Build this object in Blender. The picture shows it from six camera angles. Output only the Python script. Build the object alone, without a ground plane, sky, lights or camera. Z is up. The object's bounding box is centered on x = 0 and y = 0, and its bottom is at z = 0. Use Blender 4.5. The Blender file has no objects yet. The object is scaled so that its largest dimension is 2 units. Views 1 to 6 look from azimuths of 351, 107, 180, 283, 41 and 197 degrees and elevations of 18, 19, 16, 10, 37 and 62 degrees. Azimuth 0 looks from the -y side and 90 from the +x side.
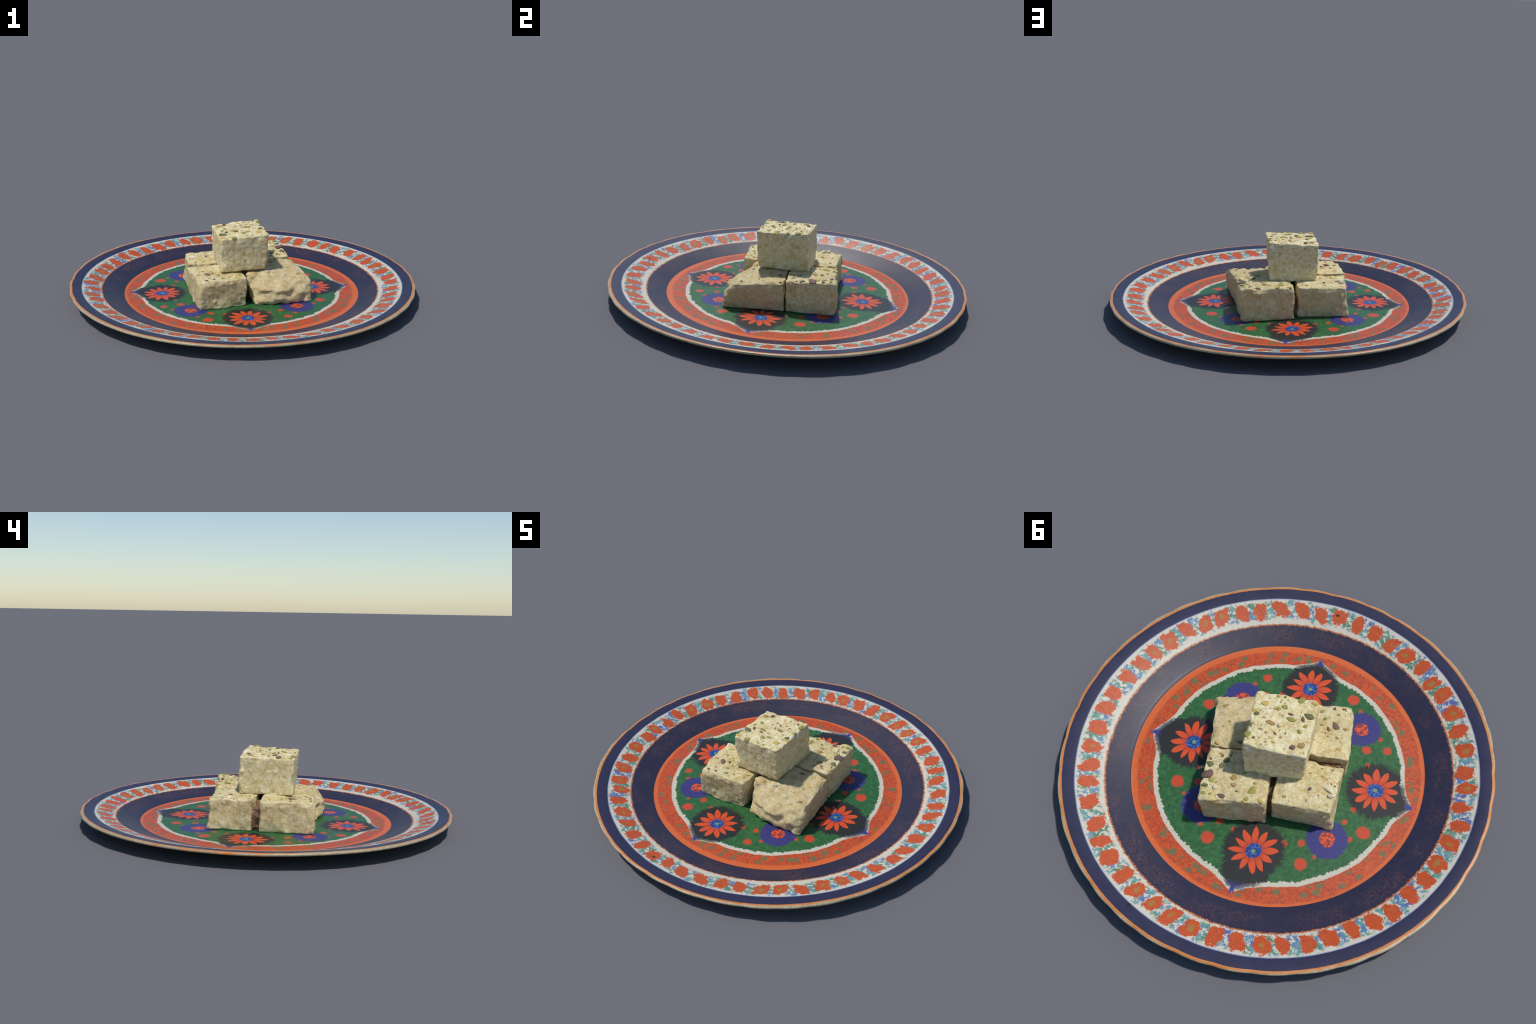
# Five blocks of pistachio halva stacked on a glazed, flower-painted dinner plate.
import bpy, math, random
from mathutils import Vector, noise

random.seed(11)
TAU = 2 * math.pi
scene = bpy.context.scene
coll = scene.collection


# ------------------------------------------------------------------ node helpers
def lin(r, g, b):
    f = lambda c: (c / 255) / 12.92 if c / 255 <= 0.04045 else ((c / 255 + 0.055) / 1.055) ** 2.4
    return (f(r), f(g), f(b), 1.0)


class Sock:
    """A node socket that does arithmetic by adding Math nodes."""
    def __init__(self, g, s):
        self.g, self.s = g, s

    def _m(self, op, *o):
        return self.g.math(op, self, *o)

    def __add__(self, o): return self._m("ADD", o)
    __radd__ = __add__
    def __sub__(self, o): return self._m("SUBTRACT", o)
    def __rsub__(self, o): return self.g.math("SUBTRACT", o, self)
    def __mul__(self, o): return self._m("MULTIPLY", o)
    __rmul__ = __mul__
    def __truediv__(self, o): return self._m("DIVIDE", o)
    def abs(self): return self._m("ABSOLUTE")
    def pow(self, o): return self._m("POWER", o)
    def floor(self): return self._m("FLOOR")
    def fract(self): return self._m("FRACT")
    def sin(self): return self._m("SINE")
    def cos(self): return self._m("COSINE")
    def max(self, o): return self._m("MAXIMUM", o)
    def min(self, o): return self._m("MINIMUM", o)


class Graph:
    def __init__(self, name):
        self.mat = bpy.data.materials.new(name)
        self.mat.use_nodes = True
        self.t = self.mat.node_tree
        self.bsdf = self.t.nodes["Principled BSDF"]

    def put(self, sock, v):
        if isinstance(v, Sock):
            self.t.links.new(v.s, sock)
        else:
            sock.default_value = v

    def node(self, kind, **inputs):
        n = self.t.nodes.new(kind)
        return n

    def math(self, op, *a):
        n = self.t.nodes.new("ShaderNodeMath")
        n.operation = op
        for i, v in enumerate(a):
            self.put(n.inputs[i], v)
        return Sock(self, n.outputs[0])

    def coords(self):
        n = self.t.nodes.new("ShaderNodeTexCoord")
        return Sock(self, n.outputs["Object"])

    def split(self, v):
        n = self.t.nodes.new("ShaderNodeSeparateXYZ")
        self.put(n.inputs[0], v)
        return [Sock(self, o) for o in n.outputs]

    def vec(self, x, y, z=0.0):
        n = self.t.nodes.new("ShaderNodeCombineXYZ")
        for i, v in enumerate((x, y, z)):
            self.put(n.inputs[i], v)
        return Sock(self, n.outputs[0])

    def noise(self, vec, scale, detail=2.0, rough=0.5, colour=False):
        n = self.t.nodes.new("ShaderNodeTexNoise")
        self.put(n.inputs["Vector"], vec)
        n.inputs["Scale"].default_value = scale
        n.inputs["Detail"].default_value = detail
        n.inputs["Roughness"].default_value = rough
        return Sock(self, n.outputs["Color" if colour else "Fac"])

    def voronoi(self, vec, scale, feature="F1", out="Distance", rand=1.0):
        n = self.t.nodes.new("ShaderNodeTexVoronoi")
        n.feature = feature
        self.put(n.inputs["Vector"], vec)
        n.inputs["Scale"].default_value = scale
        n.inputs["Randomness"].default_value = rand
        return Sock(self, n.outputs[out])

    def rand(self, vec):
        n = self.t.nodes.new("ShaderNodeTexWhiteNoise")
        n.noise_dimensions = "3D"
        self.put(n.inputs["Vector"], vec)
        return Sock(self, n.outputs["Value"])

    def step(self, v, lo, hi, a=0.0, b=1.0):
        """Smooth 0..1 ramp of v between lo and hi (lo > hi falls)."""
        n = self.t.nodes.new("ShaderNodeMapRange")
        n.interpolation_type = "SMOOTHSTEP"
        self.put(n.inputs[0], v)
        if lo > hi:
            lo, hi, a, b = hi, lo, b, a
        for i, x in enumerate((lo, hi, a, b)):
            n.inputs[1 + i].default_value = x
        return Sock(self, n.outputs[0])

    def mix(self, f, a, b):
        n = self.t.nodes.new("ShaderNodeMix")
        n.data_type = "RGBA"
        self.put(n.inputs[0], f)
        self.put(n.inputs[6], a)
        self.put(n.inputs[7], b)
        return Sock(self, n.outputs[2])

    def ramp(self, f, stops):
        n = self.t.nodes.new("ShaderNodeValToRGB")
        self.put(n.inputs[0], f)
        e = n.color_ramp.elements
        while len(e) < len(stops):
            e.new(0.5)
        for el, (p, c) in zip(e, stops):
            el.position, el.color = p, c
        return Sock(self, n.outputs[0])

    def bump(self, h, strength, dist):
        n = self.t.nodes.new("ShaderNodeBump")
        n.inputs["Strength"].default_value = strength
        n.inputs["Distance"].default_value = dist
        self.put(n.inputs["Height"], h)
        self.t.links.new(n.outputs[0], self.bsdf.inputs["Normal"])

    def finish(self, colour, rough=0.5, spec=0.5, **extra):
        self.put(self.bsdf.inputs["Base Color"], colour)
        self.put(self.bsdf.inputs["Roughness"], rough)
        self.bsdf.inputs["Specular IOR Level"].default_value = spec
        for k, v in extra.items():
            self.bsdf.inputs[k].default_value = v
        return self.mat


WHITE = lin(206, 203, 190)
GLAZE_WHITE = lin(214, 214, 206)
NAVY = lin(44, 46, 84)
ORANGE = lin(212, 84, 42)

GLOSS = 0.42


# ------------------------------------------------------------------ plate materials
def chip_mask(g, x, y, spots):
    m = 0.0
    wob = g.noise(g.vec(x, y), 90, 2) * 0.012
    for px, py, r in spots:
        d = (((x - px).pow(2.0) + (y - py).pow(2.0)).pow(0.5)) + wob - 0.006
        m = g.step(d, r, r * 0.55) + m
    return m.min(1.0)


def well_material():
    """Painted centre: green ground, four big asters, four violet rosettes,
    white fringe with four pointed tips, orange scroll border."""
    g = Graph("painted_well_glaze")
    p = g.coords()
    x0, y0, _ = g.split(p)
    wobble = g.split(g.noise(p, 9, 2, colour=True))
    x = x0 + (wobble[0] - 0.5) * 0.022
    y = y0 + (wobble[1] - 0.5) * 0.022
    fur = g.noise(p, 170, 2, 0.6)
    fleck = g.noise(p, 60, 3, 0.6)

    # the flower cross sits a little off centre and is turned a touch
    turn = math.radians(-1.2)
    ux, uy = x + 0.027, y + 0.0105
    qx = ux * math.cos(turn) + uy * math.sin(turn)
    qy = uy * math.cos(turn) - ux * math.sin(turn)
    rad = (qx.pow(2.0) + qy.pow(2.0)).pow(0.5)
    ang = g.math("ARCTAN2", qy, qx)
    k = (ang / (TAU / 4) + 0.5).floor()
    phi = ang - k * (TAU / 4)
    fx, fy = rad * phi.cos(), rad * phi.sin()
    fya = fy.abs()

    # ground
    green = g.ramp(fleck * 0.6 + fur * 0.4, [(0.3, lin(26, 70, 34)), (0.5, lin(42, 94, 50)), (0.72, lin(70, 118, 70))])
    col = green

    def rosette(col, cx, cy, r, fringe, base, edge, streaks=True, side=None):
        dx, dy = fx - cx, (fya if side is None else fy) - cy
        d = (dx.pow(2.0) + dy.pow(2.0)).pow(0.5)
        a = g.math("ARCTAN2", dy, dx)
        spikes = g.noise(g.vec(a.cos() * 9.0, a.sin() * 9.0, d * 12.0 + k), 1.6, 2, 0.6)
        e = d + (g.rand(g.vec(k, cx, g.math("SIGN", fy))) - 0.5) * r * (0.5 if r < 0.05 else 0.0) + (spikes - 0.5) * fringe + (fur - 0.5) * fringe * 0.6
        m = g.step(e, r + 0.003, r - 0.004)
        shade = g.mix(spikes, edge, base) if streaks else base
        return g.mix(m, col, shade), d, a, spikes

    # scattered little rosettes
    for cx, cy, r in ((0.445, 0.218, 0.026), (0.375, 0.118, 0.014), (0.352, 0.193, 0.017), (0.395, 0.268, 0.011)):
        col, d, a, sp = rosette(col, cx, cy, r, 0.022, lin(214, 82, 44), lin(160, 52, 34))
    # violet rosettes with an orange button
    col, d, a, sp = rosette(col, 0.298, 0.298, 0.094, 0.034, lin(66, 66, 132), lin(38, 36, 90))
    button = g.step(d + (fur - 0.5) * 0.02, 0.037, 0.033)
    petals = g.step(g.voronoi(p, 75), 0.4, 0.7)
    col = g.mix(button, col, g.mix(petals, lin(216, 84, 48), lin(128, 56, 54)))

    # border line of the medallion, drawn out to four points
    rx, ry = x + 0.012, y - 0.008
    rr = (rx.pow(2.0) + ry.pow(2.0)).pow(0.5)
    ra = g.math("ARCTAN2", ry, rx) + 0.05
    rphi = (ra - (ra / (TAU / 4) + 0.5).floor() * (TAU / 4)).abs()
    tip = (1.0 - rphi / 0.23).max(0.0)
    tipped = tip.pow(1.9) * 0.056
    tuft = g.noise(g.vec(ra.cos() * 48.0, ra.sin() * 48.0, rr * 20.0), 1.1, 2, 0.6)
    jag = (fur - 0.5) * 0.014 + (tuft - 0.5) * 0.032
    edge_in = rr - tipped + jag            # < .565 is inside the medallion
    edge_out = rr - tipped * 1.0 + jag * 0.25

    # dark halo of the big asters, stretched out towards the points
    dx, dy = fx - 0.444, fy
    d = (dx.pow(2.0) + dy.pow(2.0)).pow(0.5)
    a = g.math("ARCTAN2", dy, dx)
    spikes = g.noise(g.vec(a.cos() * 11.0, a.sin() * 11.0, d * 9.0 + k), 1.6, 2, 0.65)
    reach = g.step(a.cos(), 0.6, 1.0) * 0.06
    barbs = g.noise(g.vec(a.cos() * 26.0, a.sin() * 26.0, d * 14.0 + k), 1.6, 2, 0.6)
    halo_d = d - reach + (spikes - 0.5) * 0.04 + (barbs - 0.5) * 0.07
    halo = g.step(halo_d, 0.144, 0.132)
    halo_col = g.mix(spikes, lin(20, 21, 21), lin(50, 50, 48))
    halo_col = g.mix(g.step(fx, 0.592, 0.632), halo_col, lin(50, 50, 98))

    # orange scroll border
    outer = g.step(rr, 0.655, 0.668)
    scroll = g.noise(p, 48, 2, 0.5)
    line = g.step((scroll - 0.5).abs(), 0.06, 0.01)
    orange = g.mix(fleck, lin(176, 66, 30), lin(206, 90, 42))
    orange = g.mix(line * (1.0 - outer) * 0.6, orange, lin(128, 48, 34))
    leaf = g.step(g.voronoi(g.vec(x, y), 21) + (fleck - 0.5) * 0.7 + (fur - 0.5) * 0.3, 0.4, 0.28) * g.step((rr - 0.624).abs(), 0.034, 0.024)
    orange = g.mix(leaf * 0.85, orange, g.mix(fur, lin(70, 82, 50), lin(112, 126, 84)))
    orange = g.mix(outer, orange, g.mix(fleck, lin(196, 86, 38), lin(214, 110, 54)))

    white = g.mix(fleck, lin(182, 174, 152), lin(208, 202, 186))
    col = g.mix(halo, col, halo_col)                               # halo over the ground
    col = g.mix(g.step(edge_in, 0.562, 0.566), col, white)         # fringe over the green
    # the halo hides most of the fringe beside the points
    beside = g.step(tip, 0.02, 0.45) * g.step(edge_in, 0.59, 0.575)
    col = g.mix(beside * halo * 0.85, col, halo_col)
    col = g.mix(g.step(edge_out, 0.584, 0.589), col, orange)
    # very end of each point runs into the orange
    col = g.mix(g.step(rphi, 0.03, 0.008) * g.step(rr, 0.6, 0.61) * g.step(rr + jag * 1.5, 0.65, 0.632), col, lin(56, 56, 116))

    # petals
    kk = (ang / (TAU / 4)).floor()
    pa = a / TAU * 12.0 + 0.1 + (g.noise(g.vec(a.cos(), a.sin(), k * 3.1), 2.0, 1) - 0.5) * 0.5
    t = ((pa.fract() - 0.5).abs()) * 2.0
    plen = g.rand(g.vec(pa.floor(), k, 1.5)) * 0.02
    petal_r = 0.119 - plen - t.pow(1.35) * 0.05
    petal = g.step(d - petal_r, 0.003, -0.003)
    vein = g.noise(g.vec(a.cos() * 20.0, a.sin() * 20.0, d * 6.0), 1.6, 2)
    pcol = g.mix(vein, lin(188, 58, 28), lin(220, 92, 42))
    pcol = g.mix(g.step(t, 0.6, 0.98) * 0.8, pcol, lin(140, 44, 32))
    pcol = g.mix(g.step(d, 0.062, 0.035) * 0.6, pcol, lin(164, 54, 42))
    col = g.mix(petal, col, pcol)
    eye = g.step(d + (fur - 0.5) * 0.014, 0.038, 0.034)
    seeds = g.step(g.voronoi(p, 110), 0.2, 0.55)
    ecol = g.mix(seeds, lin(64, 118, 196), lin(26, 56, 118))
    ecol = g.mix(g.step(d, 0.012, 0.007), ecol, lin(110, 146, 92))
    col = g.mix(eye, col, ecol)

    rough = g.noise(p, 30, 2) * 0.1 + (GLOSS - 0.05)
    return g.finish(col, rough, 0.42)


def rim_material():
    """Navy slope, white band of orange flowers with teal and blue sprigs, navy border."""
    g = Graph("painted_rim_glaze")
    p = g.coords()
    x, y, _ = g.split(p)
    fur = g.noise(p, 150, 2, 0.6)
    fleck = g.noise(p, 45, 3, 0.6)
    soft = g.noise(p, 7, 2)
    rr0 = (x.pow(2.0) + y.pow(2.0)).pow(0.5)
    rx, ry = x + 0.012, y - 0.008
    rin = (rx.pow(2.0) + ry.pow(2.0)).pow(0.5)          # inner lines are a little off centre
    ang = g.math("ARCTAN2", y, x)

    # navy slope with worn gold scrolls
    scroll = g.step((g.noise(p, 58, 3, 0.6) - 0.5).abs(), 0.05, 0.01)
    mid = g.step((rin - 0.755).abs(), 0.055, 0.02)
    navy = g.mix(fleck, lin(30, 32, 62), lin(54, 56, 96))
    inner_navy = g.mix(fleck, lin(30, 30, 50), lin(50, 48, 72))
    inner_navy = g.mix(scroll * mid * g.step(soft, 0.35, 0.6) * 0.4, inner_navy, lin(120, 78, 60))

    # white band
    band = g.mix(fleck, lin(190, 183, 164), lin(210, 204, 188))
    count = 55.0
    s = ang / TAU * count + (g.noise(p, 5, 1) - 0.5) * 0.7
    cell = s.floor()
    r1 = g.rand(g.vec(cell, 2.0, 0.0))
    r2 = g.rand(g.vec(cell, 5.0, 0.0))
    r3 = g.rand(g.vec(cell, 9.0, 0.0))
    f = s.fract() - 0.5 + (r1 - 0.5) * 0.2
    v = (rr0 - 0.869) / 0.112 + (r2 - 0.5) * 0.14
    f2 = f + v * (r3 - 0.5) * 0.6
    lobes = (g.noise(p, 30, 2, 0.6) - 0.5) * 0.5 + (fur - 0.5) * 0.26
    dist = ((f2.abs() * 1.22).pow(2.6) + (v.abs() * 1.05).pow(2.6)).pow(1 / 2.6) + lobes
    flower = g.step(dist, 0.45, 0.38)
    # sprigs fill the gaps between the flowers
    sprig_d = 1.0 - g.noise(p, 52, 3, 0.6)
    gap = g.step(f.abs(), 0.16, 0.3) * g.step(v.abs() + (fur - 0.5) * 0.3, 0.5, 0.36)
    sprig = g.step(sprig_d + (fur - 0.5) * 0.15, 0.58, 0.5) * gap
    tint = g.noise(p, 12, 1)
    scol = g.ramp(g.noise(p, 90, 2) * 0.4 + tint * 0.6, [(0.34, lin(62, 96, 58)), (0.43, lin(58, 120, 98)), (0.49, lin(92, 154, 144)), (0.55, lin(70, 112, 160)), (0.64, lin(54, 76, 146))])
    band = g.mix(sprig * 0.9, band, scol)
    fcol = g.mix(g.noise(p, 70, 3, 0.6), lin(166, 58, 24), lin(206, 98, 46))
    fvein = g.step((g.noise(p, 60, 2) - 0.5).abs(), 0.03, 0.0)
    fcol = g.mix(fvein * 0.5, fcol, lin(158, 46, 26))
    heart = g.step(dist, 0.17, 0.08) * g.step(r3, 0.55, 0.62)
    fcol = g.mix(heart * 0.8, fcol, lin(150, 122, 58))
    band = g.mix(flower, band, fcol)

    jag = (fur - 0.5) * 0.018 + (fleck - 0.5) * 0.014
    col = g.mix(g.step(rin + jag, 0.800, 0.803), inner_navy, lin(178, 104, 58))
    col = g.mix(g.step(rin + jag, 0.806, 0.811), col, band)
    rim = rr0 + (g.noise(p, 12, 1) - 0.5) * 0.004
    col = g.mix(g.step(rim, 0.9255, 0.9275), col, lin(136, 150, 176))
    outer_navy = g.mix(soft * 0.5 + fleck * 0.5, lin(30, 30, 52), lin(50, 50, 82))
    col = g.mix(g.step(rim, 0.928, 0.9325), col, outer_navy)
    # edge of the gilding
    col = g.mix(g.step(rr0 + (fleck - 0.5) * 0.004, 0.9845, 0.9865), col, lin(198, 120, 56))
    chips = [(0.517, -0.506, 0.011), (0.156, -0.72, 0.008), (-0.061, -0.881, 0.009), (0.41, 0.845, 0.011),
             (0.002, -0.742, 0.006), (-0.397, -0.628, 0.006)]
    col = g.mix(chip_mask(g, x, y, chips), col, lin(30, 28, 28))
    rough = g.noise(p, 30, 2) * 0.1 + (GLOSS - 0.05)
    return g.finish(col, rough, 0.42)


def gilt_material():
    g = Graph("worn_gilt_edge")
    p = g.coords()
    n = g.noise(p, 26, 3, 0.6)
    x, y, z = g.split(p)
    # gilding on top, bare glazed clay where it is rubbed off the outer side
    x2 = (x.pow(2.0) + y.pow(2.0)).pow(0.5)
    worn = g.step(x2 + (n - 0.5) * 0.012, 0.9935, 0.9985)
    gold = g.mix(n, lin(186, 104, 44), lin(212, 142, 76))
    clay = g.mix(g.noise(p, 60, 3, 0.6), lin(132, 114, 82), lin(200, 186, 154))
    return g.finish(g.mix(worn, gold, clay), 0.4)


def underside_material():
    g = Graph("cream_glazed_clay")
    p = g.coords()
    n = g.noise(p, 20, 4, 0.6)
    return g.finish(g.mix(n, lin(132, 120, 94), lin(176, 166, 138)), 0.45)


# ------------------------------------------------------------------ plate geometry
def spline(pts, per):
    """Catmull-Rom through profile points."""
    out = []
    P = [pts[0]] + pts + [pts[-1]]
    for i in range(1, len(P) - 2):
        a, b, c, d = P[i - 1], P[i], P[i + 1], P[i + 2]
        for j in range(per):
            t = j / per
            out.append(tuple(0.5 * (2 * b[m] + (c[m] - a[m]) * t + (2 * a[m] - 5 * b[m] + 4 * c[m] - d[m]) * t * t
                                    + (3 * b[m] - a[m] - 3 * c[m] + d[m]) * t ** 3) for m in range(2)))
    out.append(pts[-1])
    return out


def build_plate():
    top = [(0.01, 0.0112), (0.3, 0.0112), (0.58, 0.0112), (0.66, 0.0112), (0.684, 0.0122), (0.705, 0.0180),
           (0.75, 0.0305), (0.81, 0.0465), (0.87, 0.0625), (0.928, 0.0762), (0.962, 0.0815), (0.985, 0.0838)]
    lip = [(0.985, 0.0838), (0.9925, 0.0836), (0.998, 0.0815), (1.0, 0.077), (0.998, 0.0715), (0.988, 0.0675)]
    below = [(0.988, 0.0675), (0.93, 0.061), (0.81, 0.029), (0.72, 0.0055), (0.69, 0.0005), (0.66, 0.0),
             (0.635, 0.0008), (0.62, 0.003), (0.3, 0.003), (0.01, 0.003)]
    a, b, c = spline(top, 5), spline(lip, 3), spline(below, 3)
    prof = a + b[1:] + c[1:]
    n_well = next(i for i, q in enumerate(prof) if q[0] >= 0.684)
    n_rim, n_lip = len(a) - 1, len(a) + len(b) - 2
    seg = 432

    def wavy(th, r, z):
        w = max(0.0, (r - 0.9) / 0.1) ** 1.5
        lump = noise.noise(Vector((math.cos(th) * 3.2, math.sin(th) * 3.2, 1.7)))
        scal = abs(math.sin(18 * th + 1.3 * lump)) - 0.6
        dr = 0.0075 * (1 - math.cos(4 * th)) / 2 + 0.0042 * scal + 0.004 * lump - 0.001
        dz = 0.0016 * scal + 0.003 * lump
        return r + dr * w, z + dz * w

    verts, faces, region = [], [], []
    for r, z in prof:
        for i in range(seg):
            th = TAU * i / seg
            rr, zz = wavy(th, r, z)
            off = max(0.0, min(1.0, (0.95 - r) / 0.14))          # the well is thrown a little off centre
            verts.append((rr * math.cos(th) - 0.004 * off, rr * math.sin(th) + 0.001 * off, zz))
    m = len(prof)
    for j in range(m - 1):
        reg = 0 if j < n_well else 1 if j < n_rim else 2 if j < n_lip else 3
        for i in range(seg):
            k = (i + 1) % seg
            faces.append((j * seg + i, (j + 1) * seg + i, (j + 1) * seg + k, j * seg + k))
            region.append(reg)
    for j, z, flip, reg in ((0, prof[0][1], False, 0), (m - 1, prof[-1][1], True, 3)):
        c_i = len(verts)
        verts.append((-0.004, 0.001, z))
        for i in range(seg):
            k = (i + 1) % seg
            f = (c_i, j * seg + i, j * seg + k)
            faces.append(f[::-1] if flip else f)
            region.append(reg)
    whole = bpy.data.meshes.new("whole_plate")
    whole.from_pydata(verts, [], faces)
    whole.update()
    normals = [v.normal.copy() for v in whole.vertices]

    root = bpy.data.objects.new("plate", None)
    root.empty_display_size = 0.3
    coll.objects.link(root)
    root["label"] = "round glazed plate with painted flower medallion, navy rim and gilt edge"
    root["category"] = "plate"
    mats = [well_material(), rim_material(), gilt_material(), underside_material()]
    for reg, name in enumerate(("well", "rim", "gilt_edge", "underside")):
        keep = [f for f, q in zip(faces, region) if q == reg]
        used = sorted({i for f in keep for i in f})
        remap = {o: n for n, o in enumerate(used)}
        me = bpy.data.meshes.new(name)
        me.from_pydata([verts[i] for i in used], [], [tuple(remap[i] for i in f) for f in keep])
        for poly in me.polygons:
            poly.use_smooth = True
        me.materials.append(mats[reg])
        me.update()
        me.normals_split_custom_set_from_vertices([normals[i] for i in used])
        ob = bpy.data.objects.new(name, me)
        ob.parent = root
        coll.objects.link(ob)
    bpy.data.meshes.remove(whole)


# ------------------------------------------------------------------ halva materials
def halva_material(name, deep, body, light, crumb_amount):
    g = Graph(name)
    p = g.coords()
    big = g.noise(p, 13, 3, 0.55)
    mid = g.noise(p, 48, 3, 0.62)
    fine = g.noise(p, 160, 3, 0.65)
    col = g.ramp(mid * 0.7 + big * 0.3, [(0.3, deep), (0.48, body), (0.66, light)])
    # honey-coloured stains and pale sugar crumbs
    stain = g.step(g.noise(p, 20, 3, 0.6), 0.52, 0.68)
    col = g.mix(stain * 0.5, col, lin(188, 152, 84))
    olive = g.step(g.noise(p, 40, 2, 0.5), 0.6, 0.7)
    col = g.mix(olive * 0.45, col, lin(158, 142, 74))
    crumbs = g.step(g.noise(p, 85, 2, 0.5), 0.56, 0.66) * g.step(big, 0.36, 0.56)
    col = g.mix(crumbs * crumb_amount, col, lin(236, 231, 206))
    col = g.mix(g.step(fine, 0.6, 0.8) * 0.4, col, lin(160, 138, 92))
    # pistachio dust
    dust = g.step(g.voronoi(p, 80), 0.16, 0.1) * g.step(g.noise(p, 30, 2), 0.48, 0.6)
    col = g.mix(dust * 0.55, col, lin(152, 140, 62))
    g.bump(mid * 0.4 + fine * 0.6, 0.55, 0.005)
    return g.finish(col, 0.7, 0.35)


def nut_material(name, dark, light, rough=0.5):
    g = Graph(name)
    p = g.coords()
    n = g.noise(p, 55, 3, 0.6)
    info = g.t.nodes.new("ShaderNodeObjectInfo")
    r = Sock(g, info.outputs["Random"])
    g.bump(n, 0.4, 0.003)
    return g.finish(g.mix((n * 0.7 + r * 0.3), dark, light), rough)


# ------------------------------------------------------------------ halva geometry
N = 64                                   # grid cells along a block edge


def grid_box():
    """Vertices (in -1..1) and quads of a cube surface with N cells per edge, shared edges."""
    index, verts, faces = {}, [], []

    def vid(i, j, k):
        key = (i, j, k)
        if key not in index:
            index[key] = len(verts)
            verts.append((2 * i / N - 1, 2 * j / N - 1, 2 * k / N - 1))
        return index[key]
    for a in range(N):
        for b in range(N):
            for s in (0, N):
                for quad in (
                    [(s, a, b), (s, a + 1, b), (s, a + 1, b + 1), (s, a, b + 1)],
                    [(b, s, a), (b, s, a + 1), (b + 1, s, a + 1), (b + 1, s, a)],
                    [(a, b, s), (a + 1, b, s), (a + 1, b + 1, s), (a, b + 1, s)],
                ):
                    q = [vid(*c) for c in quad]
                    faces.append(q if s else q[::-1])
    return verts, faces


BOX_V, BOX_F = grid_box()


def trilinear(c, p):
    """c: 8 corners keyed (sx, sy, sz)."""
    out = Vector((0, 0, 0))
    for (sx, sy, sz), co in c.items():
        w = (1 + sx * p[0]) * (1 + sy * p[1]) * (1 + sz * p[2]) / 8
        out += w * co
    return out


class Block:
    """One roughly cut block: eight corners, soft ragged edges, crumbly skin."""
    def __init__(self, top, bottom, seed, rough=1.0, bumps=(), chunky=None):
        order = ((-1, -1), (1, -1), (1, 1), (-1, 1))
        self.c = {}
        ct = sum((Vector(v) for v in top), Vector()) / 4
        cb = sum((Vector(v) for v in bottom), Vector()) / 4
        for o, t, b in zip(order, top, bottom):
            grow = lambda v, m: Vector((m.x + (v[0] - m.x) * 1.03, m.y + (v[1] - m.y) * 1.03, v[2]))
            self.c[(*o, 1)], self.c[(*o, -1)] = grow(t, ct), grow(b, cb)
        self.seed, self.rough, self.bumps, self.chunky = seed, rough, bumps, chunky
        self.off = Vector((seed * 7.31, seed * 3.77, seed * 1.93))

    def skin(self, p):
        """Param point on the cube -> displaced point in space."""
        ri = 0.08
        core = Vector([max(-1 + ri, min(1 - ri, q)) for q in p])
        v = Vector(p) - core
        if v.length > 1e-6:
            n = v.normalized()
            # a box corner is pulled in to a sphere, faces stay flat
            q = core + n * ri
        else:
            n, q = Vector(p).normalized(), core
        w = trilinear(self.c, q)
        s = w + self.off
        edge = sorted(abs(c) for c in p)[1]                    # 1 on an edge, small mid-face
        at_edge = max(0.0, (edge - 0.7) / 0.3)
        flat_base = 1.0 if p[2] > -0.97 else max(0.0, (1 - abs(n.z)))
        lump = noise.fractal(s * 9, 1.0, 2.0, 2)
        crumb = noise.fractal(s * 34, 0.9, 2.0, 3)
        nick = noise.noise(s * 26)
        chip = max(0.0, noise.noise(s * 15 + Vector((9, 2, 5))) - 0.12)
        h = 0.0058 * lump - 0.02 * at_edge * chip + 0.0016 * crumb + at_edge * (0.0075 * nick - 0.001)
        # knife drag: faint upright streaks on the cut sides
        if abs(n.z) < 0.5:
            h += 0.0011 * noise.noise(Vector((s.x * 60, s.y * 60, s.z * 7)))
        else:
            h += 0.0013 * noise.noise(s * 70) + 0.002 * noise.noise(s * 20)
        h *= self.rough
        if self.chunky:
            h += self.chunky(p, w, s)
        d = n * h
        for bx, by, bz, r, amp in self.bumps:
            q2 = (w - Vector((bx, by, bz))).length_squared / (r * r)
            if q2 < 6:
                d += n * amp * math.exp(-q2 * 1.4)
        # n is in param space; blocks are near-axis-aligned so it serves as a direction
        w = w + d * flat_base
        if p[2] < -0.9:
            w.z = max(w.z, 0.0125)
        return w

    def top_z(self, x, y):
        """Height of the top skin over (x, y)."""
        a, b = 0.0, 0.0
        for _ in range(14):
            q = self.skin((a, b, 1.0))
            a = max(-0.97, min(0.97, a + (x - q.x) * 3.6))
            b = max(-0.97, min(0.97, b + (y - q.y) * 3.6))
        return self.skin((a, b, 1.0))


def build_block(blk, mat, label):
    me = bpy.data.meshes.new("halva_block")
    me.from_pydata([blk.skin(v) for v in BOX_V], [], BOX_F)
    for poly in me.polygons:
        poly.use_smooth = True
    me.materials.append(mat)
    me.update()
    ob = bpy.data.objects.new("halva_block", me)
    coll.objects.link(ob)
    ob["label"] = label
    ob["category"] = "sweet"
    return ob


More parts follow.
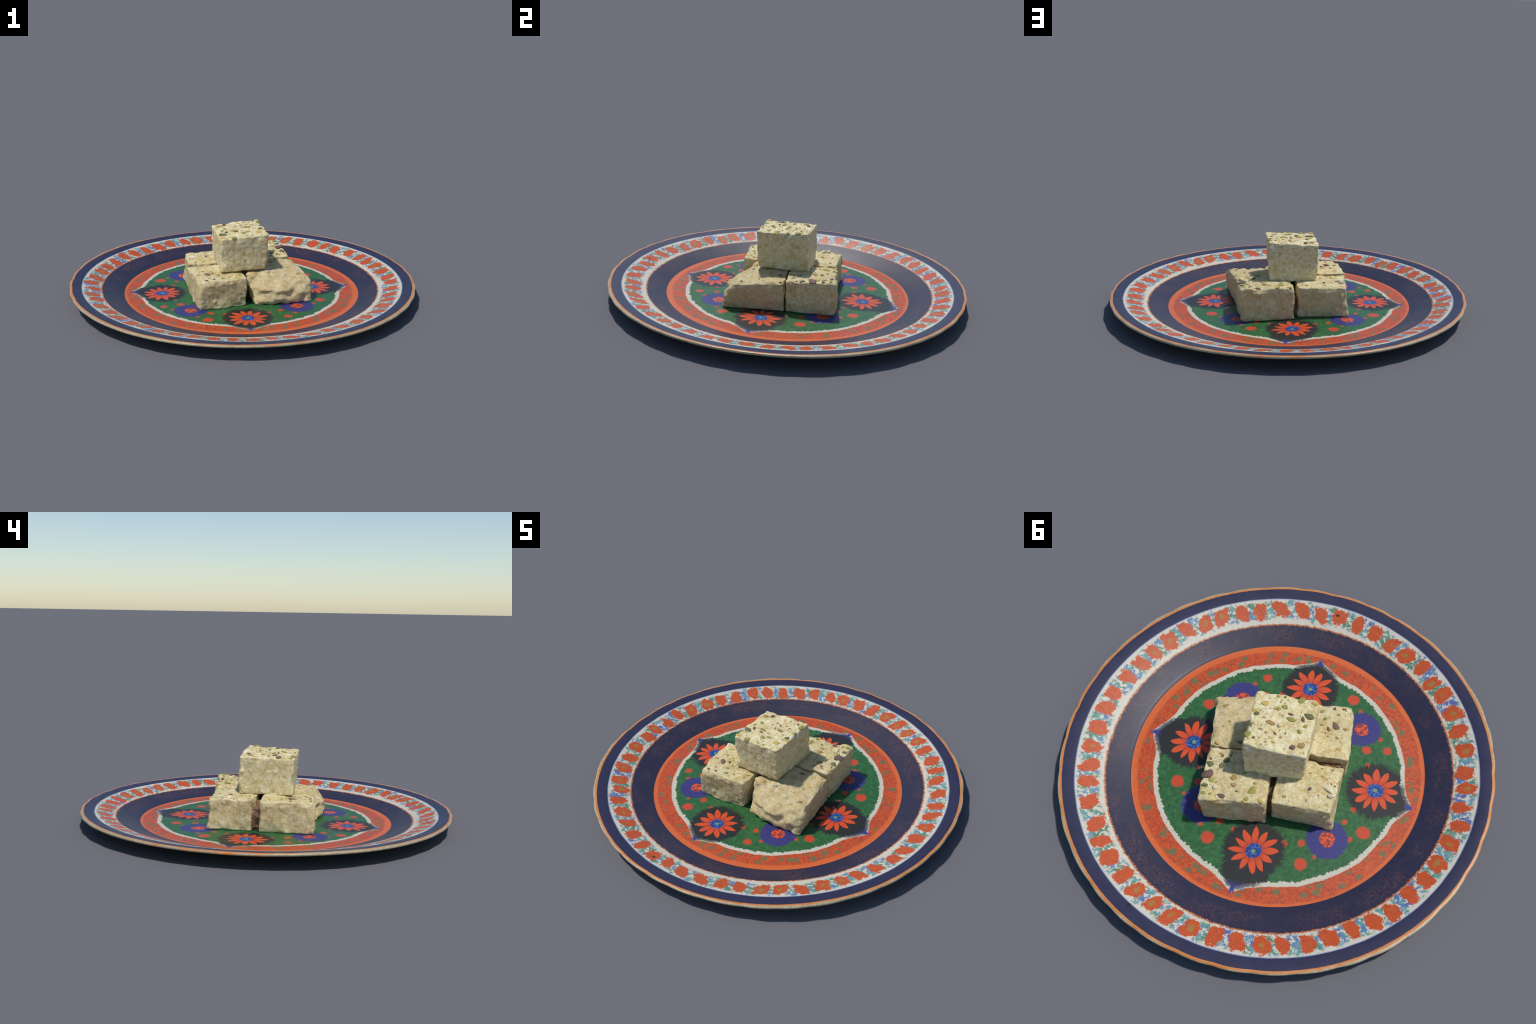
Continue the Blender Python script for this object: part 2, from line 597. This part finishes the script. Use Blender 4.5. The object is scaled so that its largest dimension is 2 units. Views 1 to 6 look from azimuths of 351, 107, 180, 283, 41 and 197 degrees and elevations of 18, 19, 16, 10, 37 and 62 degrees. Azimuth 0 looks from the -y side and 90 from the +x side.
def piece_mesh(name, seed, mat, jag=0.25):
    """A chopped nut fragment about 1 unit across, flattened, with knobbly edges."""
    import bmesh
    bm = bmesh.new()
    bmesh.ops.create_icosphere(bm, subdivisions=3, radius=0.5)
    for v in bm.verts:
        d = v.co.normalized()
        s = d * 1.3 + Vector((seed * 5.1, seed * 2.3, 0))
        r = 0.5 * (1 + jag * noise.noise(s * 1.4) + 0.5 * jag * noise.noise(s * 3.1))
        # cut facets
        for k in range(3):
            ax = Vector((math.sin(seed * 3 + k * 2.1), math.cos(seed * 2 + k * 1.7), 0.5 * math.sin(seed + k * 4.0))).normalized()
            lim = 0.36
            if d.dot(ax) * r > lim:
                r = lim / max(0.2, d.dot(ax))
        v.co = d * r
    me = bpy.data.meshes.new(name)
    bm.to_mesh(me)
    bm.free()
    for poly in me.polygons:
        poly.use_smooth = True
    me.materials.append(mat)
    return me


def add_pieces(blk, ob, kinds, spots):
    """spots: (x, y, length, width, kind, turn) on the block's top; pieces lie half sunk."""
    rng = random.Random(int(blk.seed * 100))
    for x, y, ln, wd, kind, turn in spots:
        at = blk.top_z(x, y)
        name, meshes = kinds[kind]
        o = bpy.data.objects.new(name, rng.choice(meshes))
        coll.objects.link(o)
        o.parent = ob
        o.location = (at.x, at.y, at.z + 0.0005)
        o.rotation_euler = (rng.uniform(-0.15, 0.15), rng.uniform(-0.15, 0.15), math.radians(turn))
        th = min(0.014, 0.35 * min(ln, wd) + 0.004)
        o.scale = (ln * 1.3, wd * 1.3, th if kind != "almond" else 0.024)


def add_crumbs(blk, ob, mats, count, seed):
    """Tiny nut crumbs strewn over the top, joined into one mesh."""
    rng = random.Random(seed)
    verts, faces, idx = [], [], []
    for _ in range(count):
        a, b = rng.uniform(-0.93, 0.93), rng.uniform(-0.93, 0.93)
        c = blk.skin((a, b, 1.0))
        r = rng.choice((0.0022, 0.0026, 0.003, 0.0035, 0.005))
        sx, sy, ph = r * rng.uniform(0.8, 1.8), r * rng.uniform(0.6, 1.1), rng.uniform(0, TAU)
        base = len(verts)
        mi = rng.choices(range(len(mats)), (5, 6, 1.2, 3, 1))[0]
        ring = 7
        for lev, (sc, dz) in enumerate(((1.0, -0.002), (0.85, 0.0008), (0.35, 0.0018))):
            for k in range(ring):
                t = TAU * k / ring
                j = rng.uniform(0.75, 1.2)
                u, v = sx * sc * j * math.cos(t), sy * sc * j * math.sin(t)
                verts.append((c.x + u * math.cos(ph) - v * math.sin(ph), c.y + u * math.sin(ph) + v * math.cos(ph), c.z + dz))
        for lev in range(2):
            for k in range(ring):
                q = (k + 1) % ring
                faces.append((base + lev * ring + k, base + lev * ring + q, base + (lev + 1) * ring + q, base + (lev + 1) * ring + k))
                idx.append(mi)
        faces.append(tuple(base + 2 * ring + k for k in range(ring)))
        idx.append(mi)
    me = bpy.data.meshes.new("nut_crumbs")
    me.from_pydata(verts, [], faces)
    for m in mats:
        me.materials.append(m)
    for poly, i in zip(me.polygons, idx):
        poly.material_index = i
        poly.use_smooth = True
    o = bpy.data.objects.new("nut_crumbs", me)
    o["kind"] = "stuff"
    o.parent = ob
    coll.objects.link(o)


def build_halva():
    bright = halva_material("halva_bright", lin(190, 172, 118), lin(214, 199, 150), lin(228, 219, 182), 0.75)
    cream = halva_material("halva_cream", lin(178, 158, 108), lin(202, 185, 136), lin(217, 205, 164), 0.5)
    tan = halva_material("halva_tan", lin(174, 152, 106), lin(196, 177, 131), lin(210, 195, 154), 0.25)
    green = nut_material("pistachio_green", lin(122, 120, 44), lin(176, 168, 84))
    deep = nut_material("pistachio_deep_green", lin(70, 76, 46), lin(122, 122, 74))
    skin = nut_material("pistachio_skin", lin(78, 56, 56), lin(138, 104, 86))
    brown = nut_material("toasted_nut", lin(150, 112, 66), lin(192, 158, 100))
    honey = nut_material("honey_nut", lin(186, 156, 72), lin(212, 188, 110))
    pale = nut_material("almond_sliver", lin(214, 200, 160), lin(232, 222, 190))
    mats = dict(green=green, deep=deep, skin=skin, brown=brown, honey=honey, almond=pale)
    names = dict(green="pistachio_piece", deep="pistachio_piece", skin="pistachio_skin", brown="nut_piece",
                 honey="nut_piece", almond="almond_sliver")
    kinds = {k: (names[k], [piece_mesh(names[k], i * 1.7 + len(k), m) for i in range(4)]) for k, m in mats.items()}
    crumb_mats = [green, honey, skin, brown, deep]

    def front_chunks(p, w, s):
        """Broken front of one block: ledges, hollows and torn lumps."""
        front = max(0.0, min(1.0, (-p[1] - 0.5) / 0.4))
        big = noise.fractal(Vector((s.x * 14, s.y * 8, s.z * 17)), 1.2, 2.0, 2)
        low = noise.noise(Vector((s.x * 9, 4.2, 0.3)))
        # an overhanging lip runs across at mid height, hollow beneath it
        u = (w.z - 0.085 - 0.03 * low) / 0.03
        lip = 0.011 * math.exp(-(u - 0.6) ** 2) - 0.008 * math.exp(-(u + 0.9) ** 2)
        top = max(0.0, p[2] - 0.8) / 0.2
        bulge = 0.046 * max(0.0, 1 - ((p[2] + 0.2) / (1.05 if p[2] > -0.2 else 0.9)) ** 2) * (1 - 0.8 * max(0.0, min(1.0, (-p[0] - 0.4) / 0.5))) * (1 - 0.85 * max(0.0, min(1.0, (p[0] - 0.1) / 0.8)))
        front2 = max(0.0, min(1.0, (-p[1] - 0.2) / 0.8))
        return front2 * bulge + front * (0.021 * big + 0.007 * (abs(noise.noise(s * 19)) - 0.2) + lip * (0.5 + low)) + top * 0.010 * noise.noise(s * 12)

    blocks = []
    # corners run (-x,-y) (+x,-y) (+x,+y) (-x,+y)
    blocks.append(("A", Block(
        [(-0.147, -0.174, 0.375), (0.127, -0.151, 0.389), (0.108, 0.128, 0.403), (-0.165, 0.112, 0.379)],
        [(-0.144, -0.170, 0.178), (0.108, -0.134, 0.178), (0.104, 0.150, 0.180), (-0.158, 0.117, 0.178)], 1.0,
        bumps=[(-0.15, 0.07, 0.33, 0.012, 0.007), (-0.15, -0.08, 0.30, 0.012, 0.007), (-0.15, -0.04, 0.30, 0.01, 0.005),
               (-0.09, 0.11, 0.28, 0.016, 0.006), (-0.16, 0.10, 0.30, 0.012, 0.008)]),
        "cream pistachio halva cube resting on top of the stack"))
    blocks.append(("B", Block(
        [(-0.275, -0.316, 0.175), (-0.017, -0.264, 0.172), (-0.033, -0.006, 0.178), (-0.325, -0.038, 0.177)],
        [(-0.284, -0.316, 0.012), (-0.019, -0.267, 0.012), (-0.035, -0.012, 0.012), (-0.315, -0.035, 0.012)], 2.0, 1.1,
        bumps=[(-0.20, -0.30, 0.055, 0.012, 0.008), (-0.10, -0.28, 0.15, 0.014, 0.006), (-0.30, -0.05, 0.13, 0.02, 0.007),
               (-0.30, -0.15, 0.14, 0.014, 0.007), (-0.02, -0.26, 0.11, 0.02, 0.006)]),
        "cream pistachio halva cube with softly torn edges"))
    blocks.append(("C", Block(
        [(0.004, -0.178, 0.165), (0.346, -0.208, 0.148), (0.297, 0.056, 0.173), (0.006, 0.015, 0.176)],
        [(0.036, -0.278, 0.012), (0.357, -0.256, 0.012), (0.290, 0.066, 0.012), (0.010, 0.018, 0.012)], 3.0, 1.2,
        bumps=[(0.03, -0.19, 0.155, 0.016, 0.010), (0.12, -0.2, 0.155, 0.02, 0.012), (0.30, -0.2, 0.14, 0.02, 0.008),
               (0.10, -0.24, 0.115, 0.03, 0.012), (0.19, -0.25, 0.105, 0.034, 0.015),
               (0.28, -0.245, 0.07, 0.03, 0.015), (0.11, -0.285, 0.05, 0.03, 0.011), (0.22, -0.275, 0.045, 0.028, 0.010),
               (0.165, -0.27, 0.075, 0.02, -0.014), (0.25, -0.25, 0.105, 0.02, -0.013), (0.06, -0.26, 0.07, 0.022, -0.010),
               (0.32, -0.24, 0.10, 0.016, 0.009), (0.14, -0.24, 0.135, 0.012, 0.008)], chunky=front_chunks),
        "plain cream halva block with a crumbly broken front"))
    blocks.append(("D", Block(
        [(-0.312, 0.014, 0.178), (-0.032, 0.022, 0.180), (-0.058, 0.260, 0.181), (-0.312, 0.234, 0.174)],
        [(-0.308, 0.015, 0.012), (-0.030, 0.030, 0.012), (-0.052, 0.256, 0.012), (-0.324, 0.241, 0.012)], 4.0, 1.1,
        bumps=[(-0.31, 0.20, 0.13, 0.016, 0.008), (-0.31, 0.16, 0.16, 0.016, 0.007), (-0.29, 0.24, 0.13, 0.02, 0.009)]),
        "pale halva cube with a few nut slivers"))
    blocks.append(("E", Block(
        [(0.004, 0.024, 0.184), (0.290, 0.076, 0.184), (0.257, 0.337, 0.198), (-0.026, 0.275, 0.185)],
        [(0.006, 0.026, 0.012), (0.287, 0.082, 0.012), (0.249, 0.338, 0.012), (-0.028, 0.292, 0.012)], 5.0, 1.1,
        bumps=[(0.28, 0.10, 0.165, 0.02, 0.008), (-0.02, 0.29, 0.16, 0.02, 0.006)]),
        "halva cube thickly strewn with chopped pistachios"))

    mm = 0.001
    spots = {
        "A": [(-0.069, -0.157, 34, 24, "green", 60), (-0.121, -0.091, 46, 24, "deep", -20), (-0.103, -0.064, 24, 13, "skin", -60),
              (0.025, -0.004, 36, 19, "brown", -10), (0.103, 0.079, 24, 30, "green", 0), (0.098, -0.034, 24, 17, "deep", 20),
              (0.014, -0.087, 21, 17, "green", 40), (-0.011, -0.103, 22, 17, "green", 10), (-0.054, -0.050, 38, 18, "green", 5),
              (-0.121, -0.035, 20, 15, "green", 30), (-0.104, -0.003, 18, 15, "green", 0), (-0.006, 0.037, 16, 8, "skin", -40),
              (0.073, 0.088, 12, 9, "skin", 20), (-0.012, 0.080, 20, 10, "honey", 0), (-0.098, 0.081, 22, 18, "skin", 30),
              (-0.131, 0.062, 28, 20, "brown", 20), (0.075, -0.097, 30, 22, "honey", 20), (0.108, -0.050, 24, 18, "honey", 0),
              (-0.048, -0.073, 20, 9, "skin", 0), (-0.016, -0.005, 17, 15, "almond", 0), (0.031, 0.045, 12, 9, "brown", 0),
              (0.101, 0.018, 16, 8, "green", 0), (-0.036, 0.047, 12, 9, "brown", 0), (-0.131, -0.160, 24, 16, "honey", 0),
              (0.032, -0.150, 14, 9, "green", 0), (0.001, -0.155, 12, 9, "green", 30)],
        "B": [(-0.227, -0.193, 36, 22, "skin", -60), (-0.272, -0.186, 19, 14, "brown", 0), (-0.171, -0.219, 16, 13, "green", 20),
              (-0.147, -0.252, 18, 13, "green", 60), (-0.200, -0.279, 14, 10, "skin", 50), (-0.241, -0.288, 15, 8, "skin", 0),
              (-0.197, -0.170, 18, 11, "skin", -40), (-0.166, -0.184, 12, 8, "green", 0), (-0.226, -0.252, 14, 9, "brown", 0),
              (-0.205, -0.131, 12, 9, "green", 0), (-0.270, -0.080, 20, 12, "honey", 0), (-0.247, -0.134, 14, 9, "green", 0),
              (-0.07, -0.245, 20, 12, "honey", 20), (-0.11, -0.235, 16, 10, "brown", 0), (-0.05, -0.222, 14, 9, "honey", 60)],
        "C": [(0.293, -0.175, 24, 12, "brown", 30), (0.251, -0.091, 12, 8, "green", 0), (0.172, 0.004, 22, 13, "deep", 0),
              (0.268, 0.035, 20, 12, "honey", 0), (0.12, -0.165, 22, 12, "almond", 30), (0.05, -0.165, 10, 7, "brown", 0)],
        "D": [(-0.278, 0.132, 52, 20, "almond", -20), (-0.296, 0.160, 28, 18, "almond", 10), (-0.197, 0.149, 18, 11, "skin", 70),
              (-0.196, 0.211, 16, 9, "brown", 80), (-0.300, 0.106, 8, 6, "skin", 0), (-0.238, 0.074, 16, 10, "honey", 0),
              (-0.270, 0.034, 14, 9, "green", 0), (-0.224, 0.040, 12, 8, "green", 0), (-0.100, 0.218, 16, 11, "green", 0),
              (-0.179, 0.075, 12, 7, "brown", 0)],
        "E": [(0.261, 0.157, 30, 22, "deep", -10), (0.256, 0.212, 42, 34, "skin", 60), (0.197, 0.120, 27, 22, "deep", 30),
              (0.210, 0.153, 24, 18, "deep", 60), (0.231, 0.233, 24, 18, "green", 0), (0.205, 0.262, 19, 22, "almond", 0),
              (0.250, 0.268, 21, 16, "deep", 30), (0.243, 0.308, 20, 16, "green", 40), (0.044, 0.235, 34, 24, "green", 60),
              (0.167, 0.293, 28, 16, "skin", -10), (0.055, 0.280, 19, 14, "green", 20), (0.140, 0.194, 28, 20, "brown", 30),
              (0.268, 0.130, 10, 8, "skin", 0), (0.221, 0.102, 14, 9, "skin", 60), (0.230, 0.093, 14, 9, "brown", 0),
              (0.042, 0.195, 14, 10, "green", 0), (-0.005, 0.272, 28, 12, "honey", -20), (0.059, 0.306, 20, 12, "honey", 0),
              (0.215, 0.303, 16, 10, "green", 60), (0.108, 0.256, 8, 7, "skin", 0), (0.129, 0.228, 24, 15, "brown", 0),
              (0.10, 0.16, 20, 12, "green", 30)],
    }
    crumbs = {"A": 110, "B": 70, "C": 22, "D": 45, "E": 95}
    for key, blk, label in blocks:
        ob = build_block(blk, {"A": bright, "C": tan}.get(key, cream), label)
        add_pieces(blk, ob, kinds, [(x, y, a * mm, b * mm, k, t) for x, y, a, b, k, t in spots[key]])
        add_crumbs(blk, ob, crumb_mats, crumbs[key], ord(key))
        if key == "D":
            host = ob
    # lumps filling the seams; paste has the dark of the gaps baked into its colour
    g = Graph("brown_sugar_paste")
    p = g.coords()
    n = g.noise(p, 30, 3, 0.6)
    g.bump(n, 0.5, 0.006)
    shade_brown = g.finish(g.mix(n, lin(74, 54, 40), lin(146, 114, 82)), 0.35)
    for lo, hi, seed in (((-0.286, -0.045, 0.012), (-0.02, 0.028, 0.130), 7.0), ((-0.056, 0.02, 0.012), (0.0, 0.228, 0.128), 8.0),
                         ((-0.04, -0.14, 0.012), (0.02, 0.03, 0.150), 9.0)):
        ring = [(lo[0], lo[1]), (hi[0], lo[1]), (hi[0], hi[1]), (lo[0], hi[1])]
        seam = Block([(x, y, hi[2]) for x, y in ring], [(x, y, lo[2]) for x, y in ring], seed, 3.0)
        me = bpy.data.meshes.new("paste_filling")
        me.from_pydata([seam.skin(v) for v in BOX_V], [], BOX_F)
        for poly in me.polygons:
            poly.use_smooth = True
        me.materials.append(shade_brown)
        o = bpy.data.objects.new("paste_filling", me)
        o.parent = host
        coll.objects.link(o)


build_plate()
build_halva()
